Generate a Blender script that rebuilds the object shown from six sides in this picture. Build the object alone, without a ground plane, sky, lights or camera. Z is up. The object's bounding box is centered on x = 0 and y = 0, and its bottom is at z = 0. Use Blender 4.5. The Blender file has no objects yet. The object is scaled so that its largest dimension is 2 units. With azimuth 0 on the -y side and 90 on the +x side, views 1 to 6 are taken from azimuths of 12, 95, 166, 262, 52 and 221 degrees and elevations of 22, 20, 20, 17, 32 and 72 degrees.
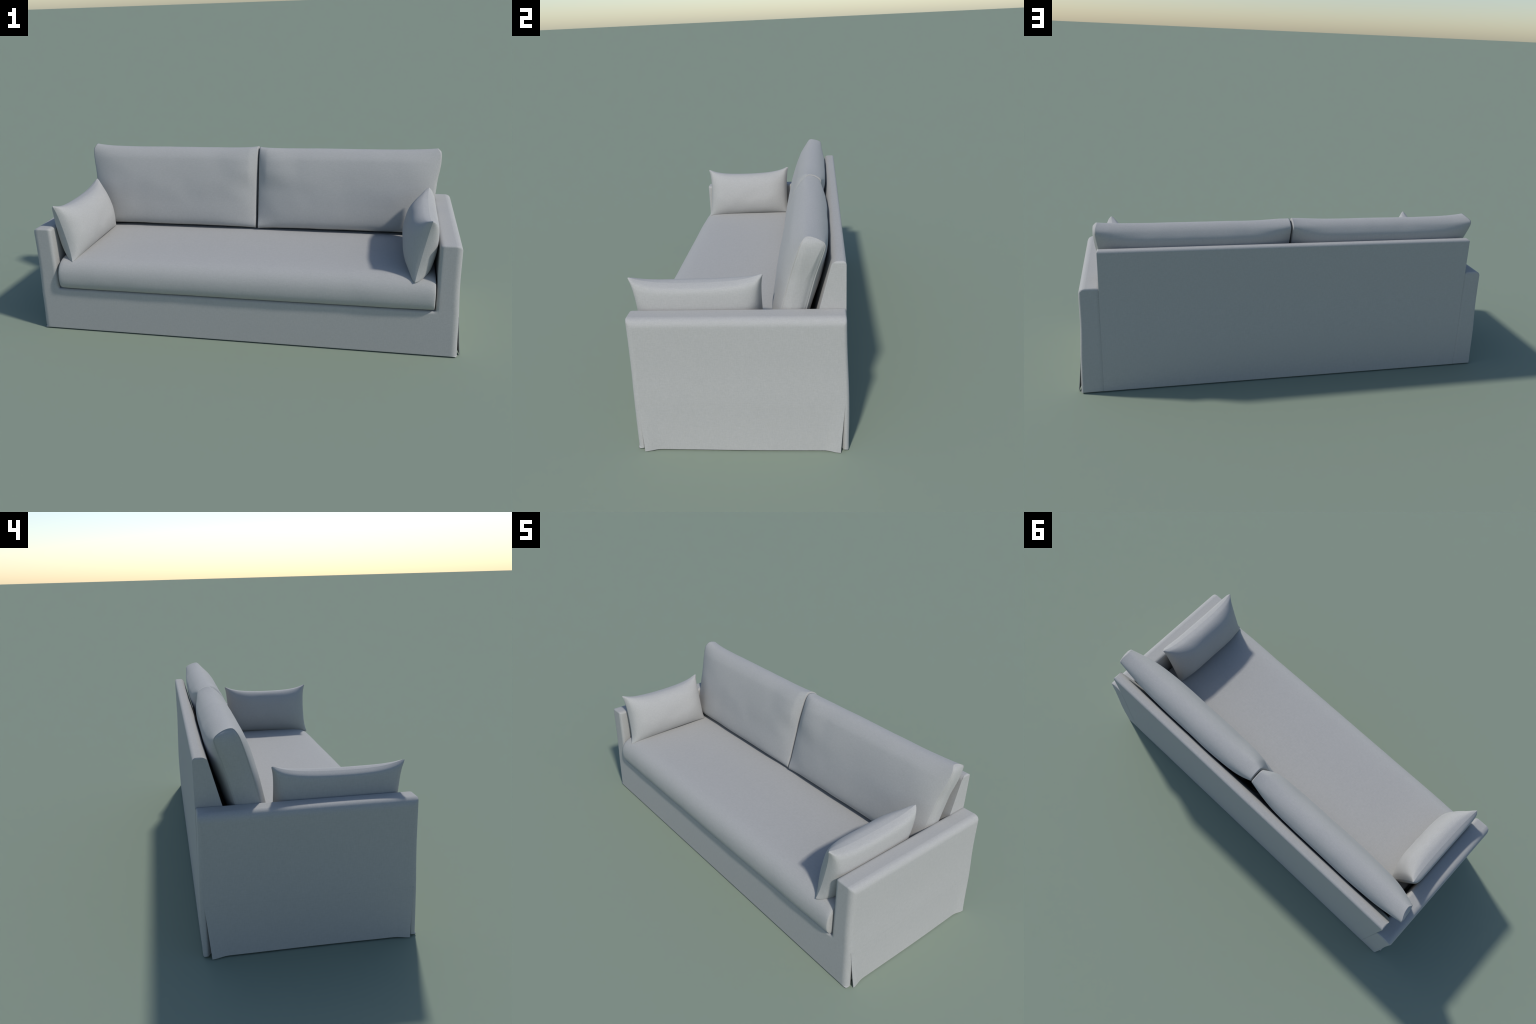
"""Slip-covered three-seat sofa with two back cushions, one long seat cushion
and two throw pillows.  Everything is built from sizes, profiles and rules."""
import bpy, bmesh, math
from mathutils import Vector, noise

# ------------------------------------------------------------------ sizes
ARM_OUT, ARM_IN = 0.972, 0.879        # arm faces (half widths)
FRONT, REAR = -0.372, 0.3925           # slipcover front and rear
ARM_TOP, DECK, HEM = 0.518, 0.216, 0.0025
SLIT_TOP = 0.190                      # height of the corner slits in the skirt


def smooth(a, b, t):
    t = max(0.0, min(1.0, (t - a) / (b - a)))
    return t * t * (3 - 2 * t)


# --------------------------------------------------------------- material
def linen(name, tint=(1, 1, 1), grain=1.0):
    mat = bpy.data.materials.new(name)
    mat.use_nodes = True
    nt = mat.node_tree
    nd, ln = nt.nodes, nt.links
    nd.clear()
    out = nd.new("ShaderNodeOutputMaterial")
    bs = nd.new("ShaderNodeBsdfPrincipled")
    ln.new(bs.outputs[0], out.inputs[0])
    bs.inputs["Roughness"].default_value = 0.9
    bs.inputs["Specular IOR Level"].default_value = 0.2
    if "Sheen Weight" in bs.inputs:
        bs.inputs["Sheen Weight"].default_value = 0.08
        bs.inputs["Sheen Roughness"].default_value = 0.5
    tc = nd.new("ShaderNodeTexCoord")
    # threads: one noise stretched along each axis, summed
    threads = []
    for sc in ((60, 330, 330), (330, 60, 330), (330, 330, 60)):
        mp = nd.new("ShaderNodeMapping")
        mp.inputs["Scale"].default_value = sc
        nz = nd.new("ShaderNodeTexNoise")
        nz.inputs["Scale"].default_value = 1.0
        nz.inputs["Detail"].default_value = 2.0
        ln.new(tc.outputs["Object"], mp.inputs["Vector"])
        ln.new(mp.outputs[0], nz.inputs["Vector"])
        threads.append(nz.outputs["Fac"])
    a1 = nd.new("ShaderNodeMath"); a1.operation = "ADD"
    a2 = nd.new("ShaderNodeMath"); a2.operation = "ADD"
    dv = nd.new("ShaderNodeMath"); dv.operation = "DIVIDE"; dv.inputs[1].default_value = 3
    ln.new(threads[0], a1.inputs[0]); ln.new(threads[1], a1.inputs[1])
    ln.new(a1.outputs[0], a2.inputs[0]); ln.new(threads[2], a2.inputs[1])
    ln.new(a2.outputs[0], dv.inputs[0])
    ramp = nd.new("ShaderNodeValToRGB")
    lo, hi = 0.36, 0.64
    base = (0.408 * tint[0], 0.405 * tint[1], 0.393 * tint[2])
    g = 0.06 * grain
    ramp.color_ramp.elements[0].position = lo
    ramp.color_ramp.elements[1].position = hi
    ramp.color_ramp.elements[0].color = (*[c * (1 - g) for c in base], 1)
    ramp.color_ramp.elements[1].color = (*[c * (1 + g) for c in base], 1)
    ln.new(dv.outputs[0], ramp.inputs[0])
    ln.new(ramp.outputs[0], bs.inputs["Base Color"])
    bp = nd.new("ShaderNodeBump")
    bp.inputs["Strength"].default_value = 0.25
    bp.inputs["Distance"].default_value = 0.0015
    ln.new(dv.outputs[0], bp.inputs["Height"])
    ln.new(bp.outputs[0], bs.inputs["Normal"])
    return mat


COVER = linen("linen_slipcover")
CUSHION = linen("linen_cushion")
PILLOW = linen("linen_pillow", (1.02, 1.02, 1.02))


# ---------------------------------------------------------------- helpers
def add_object(name, mesh, mat, parent=None):
    ob = bpy.data.objects.new(name, mesh)
    bpy.context.scene.collection.objects.link(ob)
    mesh.materials.clear()
    mesh.materials.append(mat)
    if parent:
        ob.parent = parent
    return ob


def evaluated(bm, modifiers):
    """Turn a bmesh into a mesh with the given modifiers applied."""
    me = bpy.data.meshes.new("work")
    bm.to_mesh(me)
    bm.free()
    ob = bpy.data.objects.new("work", me)
    bpy.context.scene.collection.objects.link(ob)
    for kind, props in modifiers:
        m = ob.modifiers.new(kind, kind)
        for k, v in props.items():
            setattr(m, k, v)
    dg = bpy.context.evaluated_depsgraph_get()
    res = bpy.data.meshes.new_from_object(ob.evaluated_get(dg))
    bpy.data.objects.remove(ob)
    bpy.data.meshes.remove(me)
    return res


def weight_layer(bm):
    return bm.edges.layers.float.get("bevel_weight_edge") or \
        bm.edges.layers.float.new("bevel_weight_edge")


def shade_smooth(me):
    me.polygons.foreach_set("use_smooth", [True] * len(me.polygons))


def split_regions(me, region_of):
    """Split a mesh into one mesh per region, keeping the whole body's normals."""
    nrm = [Vector(c.vector) for c in me.corner_normals]
    groups = {}
    for p in me.polygons:
        groups.setdefault(region_of(p.center), []).append(p)
    out = {}
    for key, polys in groups.items():
        vmap, verts, faces, ln = {}, [], [], []
        for p in polys:
            f = []
            for li in p.loop_indices:
                vi = me.loops[li].vertex_index
                if vi not in vmap:
                    vmap[vi] = len(verts)
                    verts.append(me.vertices[vi].co.copy())
                f.append(vmap[vi])
                ln.append(nrm[li])
            faces.append(f)
        m = bpy.data.meshes.new(str(key))
        m.from_pydata(verts, [], faces)
        shade_smooth(m)
        m.normals_split_custom_set(ln)
        out[key] = m
    return out


# ------------------------------------------------- frame: arms + seat base
def side_flare(z):
    """The cover hangs straight, then swings out a little to the hem."""
    return 0.0065 * smooth(0.36, 0.17, z) + 0.007 * max(0.0, (0.26 - z) / 0.26) ** 1.6


def drape(co):
    x, y, z = co
    s = 1 if x > 0 else -1
    w = smooth(ARM_IN, ARM_OUT - 0.03, abs(x))
    x += s * w * side_flare(z)
    if y < 0:
        y -= smooth(FRONT + 0.10, FRONT + 0.03, y) * 0.004 * smooth(0.45, 0.05, z)
    else:
        y += smooth(REAR - 0.10, REAR - 0.03, y) * (0.007 * smooth(0.48, 0.18, z) - 0.002 * smooth(0.15, 0.0, z))
    return Vector((x, y, z))


def build_frame():
    xs = [-ARM_OUT, -ARM_IN, ARM_IN, ARM_OUT]
    ys = [FRONT, 0.355, REAR]
    zs = [HEM, DECK, ARM_TOP]
    solid = {(i, j, k) for i in (0, 2) for j in (0, 1) for k in (0, 1)} | {(1, 0, 0)}
    bm = bmesh.new()
    cache = {}

    def v(i, j, k):
        if (i, j, k) not in cache:
            cache[(i, j, k)] = bm.verts.new((xs[i], ys[j], zs[k]))
        return cache[(i, j, k)]
    sides = {(-1, 0, 0): ((0, 0, 0), (0, 0, 1), (0, 1, 1), (0, 1, 0)),
             (1, 0, 0): ((1, 0, 0), (1, 1, 0), (1, 1, 1), (1, 0, 1)),
             (0, -1, 0): ((0, 0, 0), (1, 0, 0), (1, 0, 1), (0, 0, 1)),
             (0, 1, 0): ((0, 1, 0), (0, 1, 1), (1, 1, 1), (1, 1, 0)),
             (0, 0, -1): ((0, 0, 0), (0, 1, 0), (1, 1, 0), (1, 0, 0)),
             (0, 0, 1): ((0, 0, 1), (1, 0, 1), (1, 1, 1), (0, 1, 1))}
    for c in solid:
        for d, q in sides.items():
            if tuple(a + b for a, b in zip(c, d)) not in solid:
                bm.faces.new([v(c[0] + o[0], c[1] + o[1], c[2] + o[2]) for o in q])
    bmesh.ops.dissolve_limit(bm, angle_limit=0.01, verts=bm.verts, edges=bm.edges)
    wl = weight_layer(bm)
    R = 0.03
    near = lambda a, b: abs(a - b) < 1e-4
    for e in bm.edges:
        a, b = e.verts[0].co, e.verts[1].co
        d = (b - a).normalized()
        m = (a + b) / 2
        r = 0.0
        top, outer = near(m.z, ARM_TOP), near(abs(m.x), ARM_OUT)
        inner = near(abs(m.x), ARM_IN)
        front, rear = near(m.y, FRONT), near(m.y, REAR)
        if abs(d.y) > .9 and top:
            r = 0.028 if outer else 0.016
        elif abs(d.z) > .9 and front:
            r = 0.025 if outer else 0.015
        elif abs(d.z) > .9 and rear and outer:
            r = 0.012
        elif abs(d.x) > .9 and top:
            r = 0.007
        elif abs(d.x) > .9 and front and near(m.z, DECK):
            r = 0.011
        elif near(m.z, HEM):
            r = 0.003
        e[wl] = r / R
    me = evaluated(bm, [("BEVEL", dict(width=R, segments=6, limit_method="WEIGHT",
                                       offset_type="OFFSET", use_clamp_overlap=False,
                                       harden_normals=False))])
    bm = bmesh.new()
    bm.from_mesh(me)
    # rows and columns for the drape, and the borders between arms and base
    for z in (0.03, 0.07, 0.11, 0.15, 0.172, 0.175, 0.19, 0.20, 0.23, 0.27, 0.31, 0.36, 0.42, 0.48):
        bmesh.ops.bisect_plane(bm, geom=bm.verts[:] + bm.edges[:] + bm.faces[:], dist=1e-5,
                               plane_co=(0, 0, z), plane_no=(0, 0, 1))
    for x in (-ARM_OUT + .03, -ARM_IN - .02, -ARM_IN, -.4, 0, .4, ARM_IN, ARM_IN + .02, ARM_OUT - .03):
        bmesh.ops.bisect_plane(bm, geom=bm.verts[:] + bm.edges[:] + bm.faces[:], dist=1e-5,
                               plane_co=(x, 0, 0), plane_no=(1, 0, 0))
    for y in (FRONT + .022, FRONT + .028, FRONT + .05, FRONT + .1, -.1, .1, REAR - .1, REAR - .05, REAR - .024, REAR - .018):
        bmesh.ops.bisect_plane(bm, geom=bm.verts[:] + bm.edges[:] + bm.faces[:], dist=1e-5,
                               plane_co=(0, y, 0), plane_no=(0, 1, 0))
    for vert in bm.verts:
        c = vert.co
        # the carcass steps back behind the hanging side panels
        if abs(c.x) > ARM_OUT - 0.005 and c.z < 0.1735 and FRONT + .027 < c.y < REAR - .023:
            vert.co.x -= math.copysign(0.006, c.x)
        else:
            vert.co = drape(c)
    for f in bm.faces:
        f.smooth = True
    me2 = evaluated(bm, [("WEIGHTED_NORMAL", dict(keep_sharp=False, weight=80))])
    bpy.data.meshes.remove(me)
    return split_regions(me2, lambda c: "base" if abs(c.x) < ARM_IN - 1e-4 else ("arm+" if c.x > 0 else "arm-"))


# --------------------------------------------- side skirts with open slits
def build_skirt(sign):
    """Hanging side panel between two corner slits; its corners kick outward."""
    ny, nz = 72, 16
    bm = bmesh.new()
    grid = []
    for j in range(nz + 1):
        t = j / nz                       # 0 at slit top, 1 at hem
        y0 = -0.3585 + 0.013 * t ** 0.9
        y1 = 0.386 - 0.018 * t ** 0.9
        row = []
        for i in range(ny + 1):
            # points gather toward both ends
            u = i / ny
            u = 0.5 - 0.5 * math.cos(math.pi * u) if True else u
            y = y0 + (y1 - y0) * u
            corner = smooth(0.065, 0.0, min(y - y0, y1 - y))
            hem = 0.003 * (1 - smooth(0.05, 0.0, min(y - y0, y1 - y)))
            z = SLIT_TOP + (hem - SLIT_TOP) * t
            wave = 0.0012 * math.sin(9 * y + 1.3 * sign) * t
            kick = 0.010 if sign > 0 else (0.006 if y < 0 else 0.009)
            x = ARM_OUT + side_flare(z) + 0.0003 + (0.004 + wave) * t ** 1.7 + kick * corner * t ** 1.25
            row.append(bm.verts.new((sign * x, y, z)))
        grid.append(row)
    for j in range(nz):
        for i in range(ny):
            q = [grid[j][i], grid[j][i + 1], grid[j + 1][i + 1], grid[j + 1][i]]
            bm.faces.new(q if sign < 0 else q[::-1])
    bmesh.ops.recalc_face_normals(bm, faces=bm.faces)
    if sum(f.normal.x for f in bm.faces) * sign < 0:
        bmesh.ops.reverse_faces(bm, faces=bm.faces)
    for f in bm.faces:
        f.smooth = True
    me = evaluated(bm, [("SOLIDIFY", dict(thickness=0.0022, offset=-1.0)),
                        ("EDGE_SPLIT", dict(split_angle=math.radians(50)))])
    return me


# ------------------------------------------------------------- backrest
def build_backrest():
    half = 0.8843
    prof = [(REAR + 0.0006, HEM), (REAR + 0.0006, 0.30), (REAR + 0.002, 0.690), (0.346, 0.690),
            (0.215, 0.19), (0.215, HEM)]
    bm = bmesh.new()
    a = [bm.verts.new((-half, y, z)) for y, z in prof]
    b = [bm.verts.new((half, y, z)) for y, z in prof]
    n = len(prof)
    bm.faces.new(a)
    bm.faces.new(b[::-1])
    for i in range(n):
        bm.faces.new((a[i], b[i], b[(i + 1) % n], a[(i + 1) % n]))
    bmesh.ops.recalc_face_normals(bm, faces=bm.faces)
    wl = weight_layer(bm)
    R = 0.02
    for e in bm.edges:
        p, q = e.verts[0].co, e.verts[1].co
        m = (p + q) / 2
        d = (q - p).normalized()
        if abs(d.x) > .9 and m.z > .6:
            e[wl] = (0.013 if m.y > .37 else 0.020) / R
        elif abs(m.x) > half - 1e-4 and (m.z > .6 and abs(d.y) > .5):
            e[wl] = 0.008 / R
        elif abs(m.x) > half - 1e-4 and abs(d.z) > .5:
            e[wl] = 0.0012 / R
        elif m.z < HEM + 1e-3:
            e[wl] = 0.003 / R
    me = evaluated(bm, [("BEVEL", dict(width=R, segments=5, limit_method="WEIGHT",
                                       use_clamp_overlap=False))])
    bm = bmesh.new()
    bm.from_mesh(me)
    for z in (0.03, 0.07, 0.11, 0.15, 0.19, 0.23, 0.27, 0.31, 0.36, 0.42, 0.48):
        bmesh.ops.bisect_plane(bm, geom=bm.verts[:] + bm.edges[:] + bm.faces[:], dist=1e-5,
                               plane_co=(0, 0, z), plane_no=(0, 0, 1))
    for v in bm.verts:
        if v.co.y > 0.37 and v.co.z < 0.5:
            v.co.y += (0.007 * smooth(0.48, 0.18, v.co.z) - 0.002 * smooth(0.15, 0, v.co.z))
    for f in bm.faces:
        f.smooth = True
    return evaluated(bm, [("WEIGHTED_NORMAL", dict(weight=80))])


# --------------------------------------------------------- boxed cushions
def closed_curve(points, n):
    """Closed Catmull-Rom curve resampled to n evenly spaced points."""
    P = [Vector(p) for p in points]
    m = len(P)
    dense = []
    for i in range(m):
        p0, p1, p2, p3 = P[i - 1], P[i], P[(i + 1) % m], P[(i + 2) % m]
        # centripetal-ish: chord scaled tangents keep tight corners from looping
        d1 = (p2 - p1).length
        t1 = (p2 - p0) / max(1e-6, (p1 - p0).length + d1) * d1
        t2 = (p3 - p1) / max(1e-6, (p3 - p2).length + d1) * d1
        for k in range(20):
            t = k / 20
            dense.append((2*t**3 - 3*t**2 + 1) * p1 + (t**3 - 2*t**2 + t) * t1 +
                         (-2*t**3 + 3*t**2) * p2 + (t**3 - t**2) * t2)
    acc = [0.0]
    for i in range(len(dense)):
        acc.append(acc[-1] + (dense[(i + 1) % len(dense)] - dense[i]).length)
    out, j = [], 0
    for i in range(n):
        s = acc[-1] * i / n
        while acc[j + 1] < s:
            j += 1
        f = (s - acc[j]) / max(1e-9, acc[j + 1] - acc[j])
        out.append(dense[j].lerp(dense[(j + 1) % len(dense)], f))
    return out


def boxed_cushion(name, x0, x1, end0, mid, end1, puff, lean=(0, 0), skew=(0, 0), nx=90, nprof=120,
                  lumps=0.002, seed=0.0, dome=(0.004, 0.004), wobble=None):
    """Loft of a (y, z) profile from one end seam to the other.
    end0/end1: seam outlines, mid: full outline, puff(d, span): 0 at seam, 1 inside."""
    E0, M, E1 = (closed_curve(p, nprof) for p in (end0, mid, end1))
    bm = bmesh.new()

    def end_x(side, y, z):
        # the upper corners of the end panels are pulled outward into ears
        ear = 0.45 * smooth(0.48, 0.70, z) + 0.55 * smooth(0.62, 0.755, z) - 0.5 * smooth(0.762, 0.79, z)
        turn = (y - 0.285) * max(0.0, ear)
        return (x0 + lean[0] * ear + skew[0] * turn) if side == 0 else (x1 + lean[1] * ear + skew[1] * turn)
    rings = []
    span = x1 - x0

    def ring(s, inset=0.0, out=0.0, side=None, seam=0.0):
        """One outline at s; cap rings step in by `seam` metres, then shrink by `inset`."""
        w = puff(s)
        pts = [a.lerp(b, s).lerp(m, w) for a, m, b in zip(E0, M, E1)]
        ctr = Vector((0, 0))
        for p in pts:
            ctr += p
        ctr /= len(pts)
        row = []
        for i, p in enumerate(pts):
            q = p
            if seam:
                t = pts[(i + 2) % nprof] - pts[i - 2]
                nrm = Vector((t.y, -t.x)).normalized()
                if nrm.dot(ctr - p) < 0:
                    nrm = -nrm
                q = p + nrm * seam
            q = q + (ctr - q) * inset
            x = end_x(0, q.x, q.y) * (1 - s) + end_x(1, q.x, q.y) * s + out
            co = Vector((x, q.x, q.y))
            if side is None:
                d = (p - ctr)
                d.normalize()
                nn = noise.noise(Vector((x * 5.0, p.x * 7.0, p.y * 7.0 + seed)))
                nn += 0.5 * noise.noise(Vector((x * 12.0 + seed, p.x * 12, p.y * 12)))
                amp = lumps * w * nn
                co.y += d.x * amp
                co.z += d.y * amp * 0.6
                if wobble:
                    co += wobble(co, s, w)
            row.append(bm.verts.new(co))
        return row
    # left cap rings (centre to seam), body, right cap rings
    # (step in, shrink, share of the dome height); the second ring is the stitched groove
    caps = [(0.012, 0.85, 1.0), (0.012, 0.65, 0.97), (0.012, 0.42, 0.88), (0.012, 0.24, 0.72), (0.012, 0.10, 0.52),
            (0.012, 0.0, 0.36), (0.007, 0.0, 0.22), (0.004, 0.0, 0.10), (0.002, 0.0, None)]
    for st, sh, h in caps:
        rings.append(ring(0.0, sh, 0.0016 if h is None else -h * dome[0], 0, st))
    for i in range(nx + 1):
        u = i / nx
        # rows gather toward the seams
        s = 0.5 - 0.5 * math.cos(math.pi * u)
        s = 0.6 * s + 0.4 * u
        rings.append(ring(s))
    for st, sh, h in caps[::-1]:
        rings.append(ring(1.0, sh, -0.0016 if h is None else h * dome[1], 1, st))
    for a, b in zip(rings, rings[1:]):
        for i in range(nprof):
            j = (i + 1) % nprof
            bm.faces.new((a[i], b[i], b[j], a[j]))
    bm.faces.new(rings[0])
    bm.faces.new(rings[-1][::-1])
    bmesh.ops.recalc_face_normals(bm, faces=bm.faces)
    me = bpy.data.meshes.new(name)
    bm.to_mesh(me)
    bm.free()
    shade_smooth(me)
    return me


# ------------------------------------------------------------ throw pillow
def throw_pillow(name, corners, seat_side, bulge_in, bulge_out, pinch, seed):
    """corners: top front, top back, bottom front, bottom back (seam corners).
    seat_side: +1 if the open side of the sofa is toward +x."""
    tf, tb, bf, bb = (Vector(c) for c in corners)
    n = 44
    bm = bmesh.new()
    across = ((tb - tf) + (bb - bf)).normalized()
    up = ((tf - bf) + (tb - bb)).normalized()
    nrm = across.cross(up)
    if nrm.x * seat_side < 0:
        nrm = -nrm

    def seam(u, v):
        a, b = 2 * u - 1, 2 * v - 1
        # blunt, slightly rounded corners
        c = 0.92
        if abs(a) > c and abs(b) > c:
            da, db = (abs(a) - c) / (1 - c), (abs(b) - c) / (1 - c)
            a = math.copysign(c + (1 - c) * da * math.sqrt(1 - db * db / 2), a)
            b = math.copysign(c + (1 - c) * db * math.sqrt(1 - da * da / 2), b)
        p = bf.lerp(bb, (a + 1) / 2).lerp(tf.lerp(tb, (a + 1) / 2), (b + 1) / 2)
        # the sewn edges are drawn in between the corner ears
        ea = 1 - 0.6 * abs(a) ** 5 - 0.4 * a * a
        eb = 1 - 0.6 * abs(b) ** 5 - 0.4 * b * b
        p = p + up * (-b * pinch[0 if b > 0 else 1] * ea * abs(b) ** 1.5)
        p = p + across * (-a * pinch[2 if a < 0 else 3] * eb * abs(a) ** 1.5)
        return p

    def height(u, v, side):
        a, b = abs(2 * u - 1), abs(2 * v - 1)
        low = side < 0 and v < 0.5
        pa, pb, k = (4.0, 2.2, 0.68) if side > 0 else (5.5, 4.0 if low else 2.8, 0.58)
        return ((1 - a ** pa) * (1 - b ** pb)) ** k + 0.09 * smooth(0, 0.07, min(1 - a, 1 - b))
    sides = []
    for side, bulge in ((1, bulge_in), (-1, bulge_out)):
        g = []
        for j in range(n + 1):
            row = []
            v = 0.5 - 0.5 * math.cos(math.pi * j / n)
            v = 0.75 * v + 0.25 * j / n
            for i in range(n + 1):
                u = 0.5 - 0.5 * math.cos(math.pi * i / n)
                u = 0.75 * u + 0.25 * i / n
                border = i in (0, n) or j in (0, n)
                if border and side < 0:
                    row.append(sides[0][j][i])
                    continue
                p = seam(u, v)
                if not border:
                    h = height(u, v, side)
                    k = noise.noise(Vector((u * 3.1 + seed, v * 2.3, side * 3.0)))
                    k += .5 * noise.noise(Vector((u * 7 + seed, v * 5, side * 5.0)))
                    p = p + nrm * side * bulge * h * (1 + 0.06 * k)
                    over = abs(p.x) - (ARM_IN - 0.022)
                    if over > 0:                       # pressed softly against the arm
                        p.x = math.copysign(ARM_IN - 0.022 + 0.021 * math.tanh(over / 0.021), p.x)
                row.append(bm.verts.new(p))
            g.append(row)
        sides.append(g)
    for s, g in enumerate(sides):
        for j in range(n):
            for i in range(n):
                q = (g[j][i], g[j][i + 1], g[j + 1][i + 1], g[j + 1][i])
                bm.faces.new(q if s == 0 else q[::-1])
    rim = {g0[j][i] for g0 in sides[:1] for j in range(n + 1) for i in range(n + 1) if i in (0, n) or j in (0, n)}
    bmesh.ops.recalc_face_normals(bm, faces=bm.faces)
    for e in bm.edges:
        if all(v in rim for v in e.verts):
            e.smooth = False                          # the sewn edge stays crisp
    me = bpy.data.meshes.new(name)
    bm.to_mesh(me)
    bm.free()
    shade_smooth(me)
    return me


# =================================================================== build
sofa = bpy.data.objects.new("sofa", None)
bpy.context.scene.collection.objects.link(sofa)
sofa["label"] = "light grey linen slipcover sofa with loose cushions"
sofa["category"] = "sofa"

regions = build_frame()
add_object("seat_base", regions["base"], COVER, sofa)
for key, sign in (("arm+", 1), ("arm-", -1)):
    arm = add_object("arm", regions[key], COVER, sofa)
    add_object("skirt", build_skirt(sign), COVER, arm)
add_object("backrest", build_backrest(), COVER, sofa)

# ---- seat cushion: rounded front roll, crowned top
SEAT_MID = [(0.235, 0.235), (0.15, 0.213), (-0.10, 0.212), (-0.31, 0.212), (-0.340, 0.212), (-0.364, 0.218),
            (-0.383, 0.229), (-0.394, 0.245), (-0.3985, 0.268), (-0.398, 0.292), (-0.393, 0.315), (-0.380, 0.339), (-0.358, 0.358),
            (-0.325, 0.369), (-0.25, 0.375), (-0.10, 0.377), (0.15, 0.374), (0.235, 0.350)]
SEAT_END = [(0.230, 0.250), (0.15, 0.222), (-0.10, 0.219), (-0.32, 0.218), (-0.346, 0.218), (-0.368, 0.223),
            (-0.386, 0.237), (-0.393, 0.262), (-0.393, 0.287), (-0.389, 0.311), (-0.376, 0.333), (-0.356, 0.349),
            (-0.325, 0.359), (-0.25, 0.363), (-0.10, 0.365), (0.15, 0.363), (0.230, 0.345)]


def seat_puff(s):
    d = min(s, 1 - s) * 1.74
    return 0.62 * (1 - math.exp(-d / 0.008)) + 0.38 * smooth(0, 0.22, d)


seat = boxed_cushion("seat_cushion", -0.859, 0.873, SEAT_END, SEAT_MID, SEAT_END, seat_puff,
                     nx=160, nprof=160, lumps=0.0012, seed=3.0, dome=(0.004, 0.004))
add_object("seat_cushion", seat, CUSHION, sofa)


# ---- back cushions: leaning box cushions, thin at the seams, plump between
def back_end(dy=0.0, dz=0.0, slim=0.0):
    pts = [(0.145, 0.381), (0.130, 0.395), (0.147, 0.445), (0.168, 0.523), (0.197, 0.632), (0.231, 0.742), (0.243, 0.768),
           (0.257, 0.781), (0.286, 0.777), (0.316, 0.762), (0.322, 0.750), (0.317, 0.728), (0.285, 0.630),
           (0.256, 0.522), (0.228, 0.420), (0.214, 0.390), (0.180, 0.379)]
    return [(y + dy - slim * (smooth(-0.01, 0.03, y - 0.13 - 0.266 * (z - 0.38) - 0.05)), z + dz * smooth(0.5, 0.75, z))
            for y, z in pts]


def back_mid(belly):
    """Plump middle outline; belly moves the sitting side forward."""
    return [(0.152, 0.385), (0.126, 0.400), (0.119 - belly * .5, 0.438), (0.133 - belly, 0.520), (0.159 - belly, 0.630),
            (0.197 - belly * .7, 0.726), (0.223, 0.756),
            (0.250, 0.771), (0.277, 0.772), (0.302, 0.763), (0.322, 0.745), (0.338, 0.712), (0.327, 0.630),
            (0.294, 0.520), (0.262, 0.425), (0.240, 0.390), (0.205, 0.376)]


def back_puff(s):
    a = abs(2 * s - 1)
    return (1 - a ** 4.6) ** 0.85 if a < 1 else 0.0


def crease(seed):
    def f(co, s, w):
        # soft vertical drag lines near the seams
        d = min(s, 1 - s)
        k = smooth(0.28, 0.05, d) * w
        # fuller shoulder beside the split between the two cushions
        g = smooth(0.22, 0.05, abs(co.x)) * smooth(0.57, 0.68, co.z) * smooth(0.32, 0.26, co.y)
        return Vector((0, -0.012 * g * min(1, 2.4 * w) - 0.0015 * k * math.sin(co.z * 34 + 9 * s + seed), 0))
    return f


left = boxed_cushion("back_cushion", -0.881, -0.008, back_end(0.001, 0.005), back_mid(-0.002), back_end(0.002, 0.001, 0.008),
                     back_puff, lean=(-0.032, 0.003), skew=(-0.12, 0), lumps=0.0026, seed=11.0, dome=(0.006, 0.003),
                     wobble=crease(0.4))
right = boxed_cushion("back_cushion", 0.005, 0.867, back_end(-0.002, -0.002, 0.008), back_mid(0.002), back_end(0.003, 0.0),
                      back_puff, lean=(-0.001, 0.028), skew=(0, -0.10), lumps=0.0026, seed=27.0, dome=(0.003, 0.012),
                      wobble=crease(2.1))
add_object("back_cushion", left, CUSHION, sofa)
add_object("back_cushion", right, CUSHION, sofa)

# ---- throw pillows leaning on the arms
for corners, side, seed in (
        (((-0.856, -0.359, 0.632), (-0.853, 0.126, 0.638), (-0.792, -0.365, 0.349), (-0.779, 0.126, 0.368)), 1, 1.7),
        (((0.843, -0.385, 0.631), (0.846, 0.107, 0.638), (0.784, -0.384, 0.344), (0.772, 0.106, 0.368)), -1, 8.2)):
    me = throw_pillow("throw_pillow", corners, side, 0.070, 0.066, (0.036, 0.010, 0.020, 0.012), seed)
    p = add_object("throw_pillow", me, PILLOW)
    p["label"] = "small rectangular light grey linen throw pillow"
    p["category"] = "pillow"
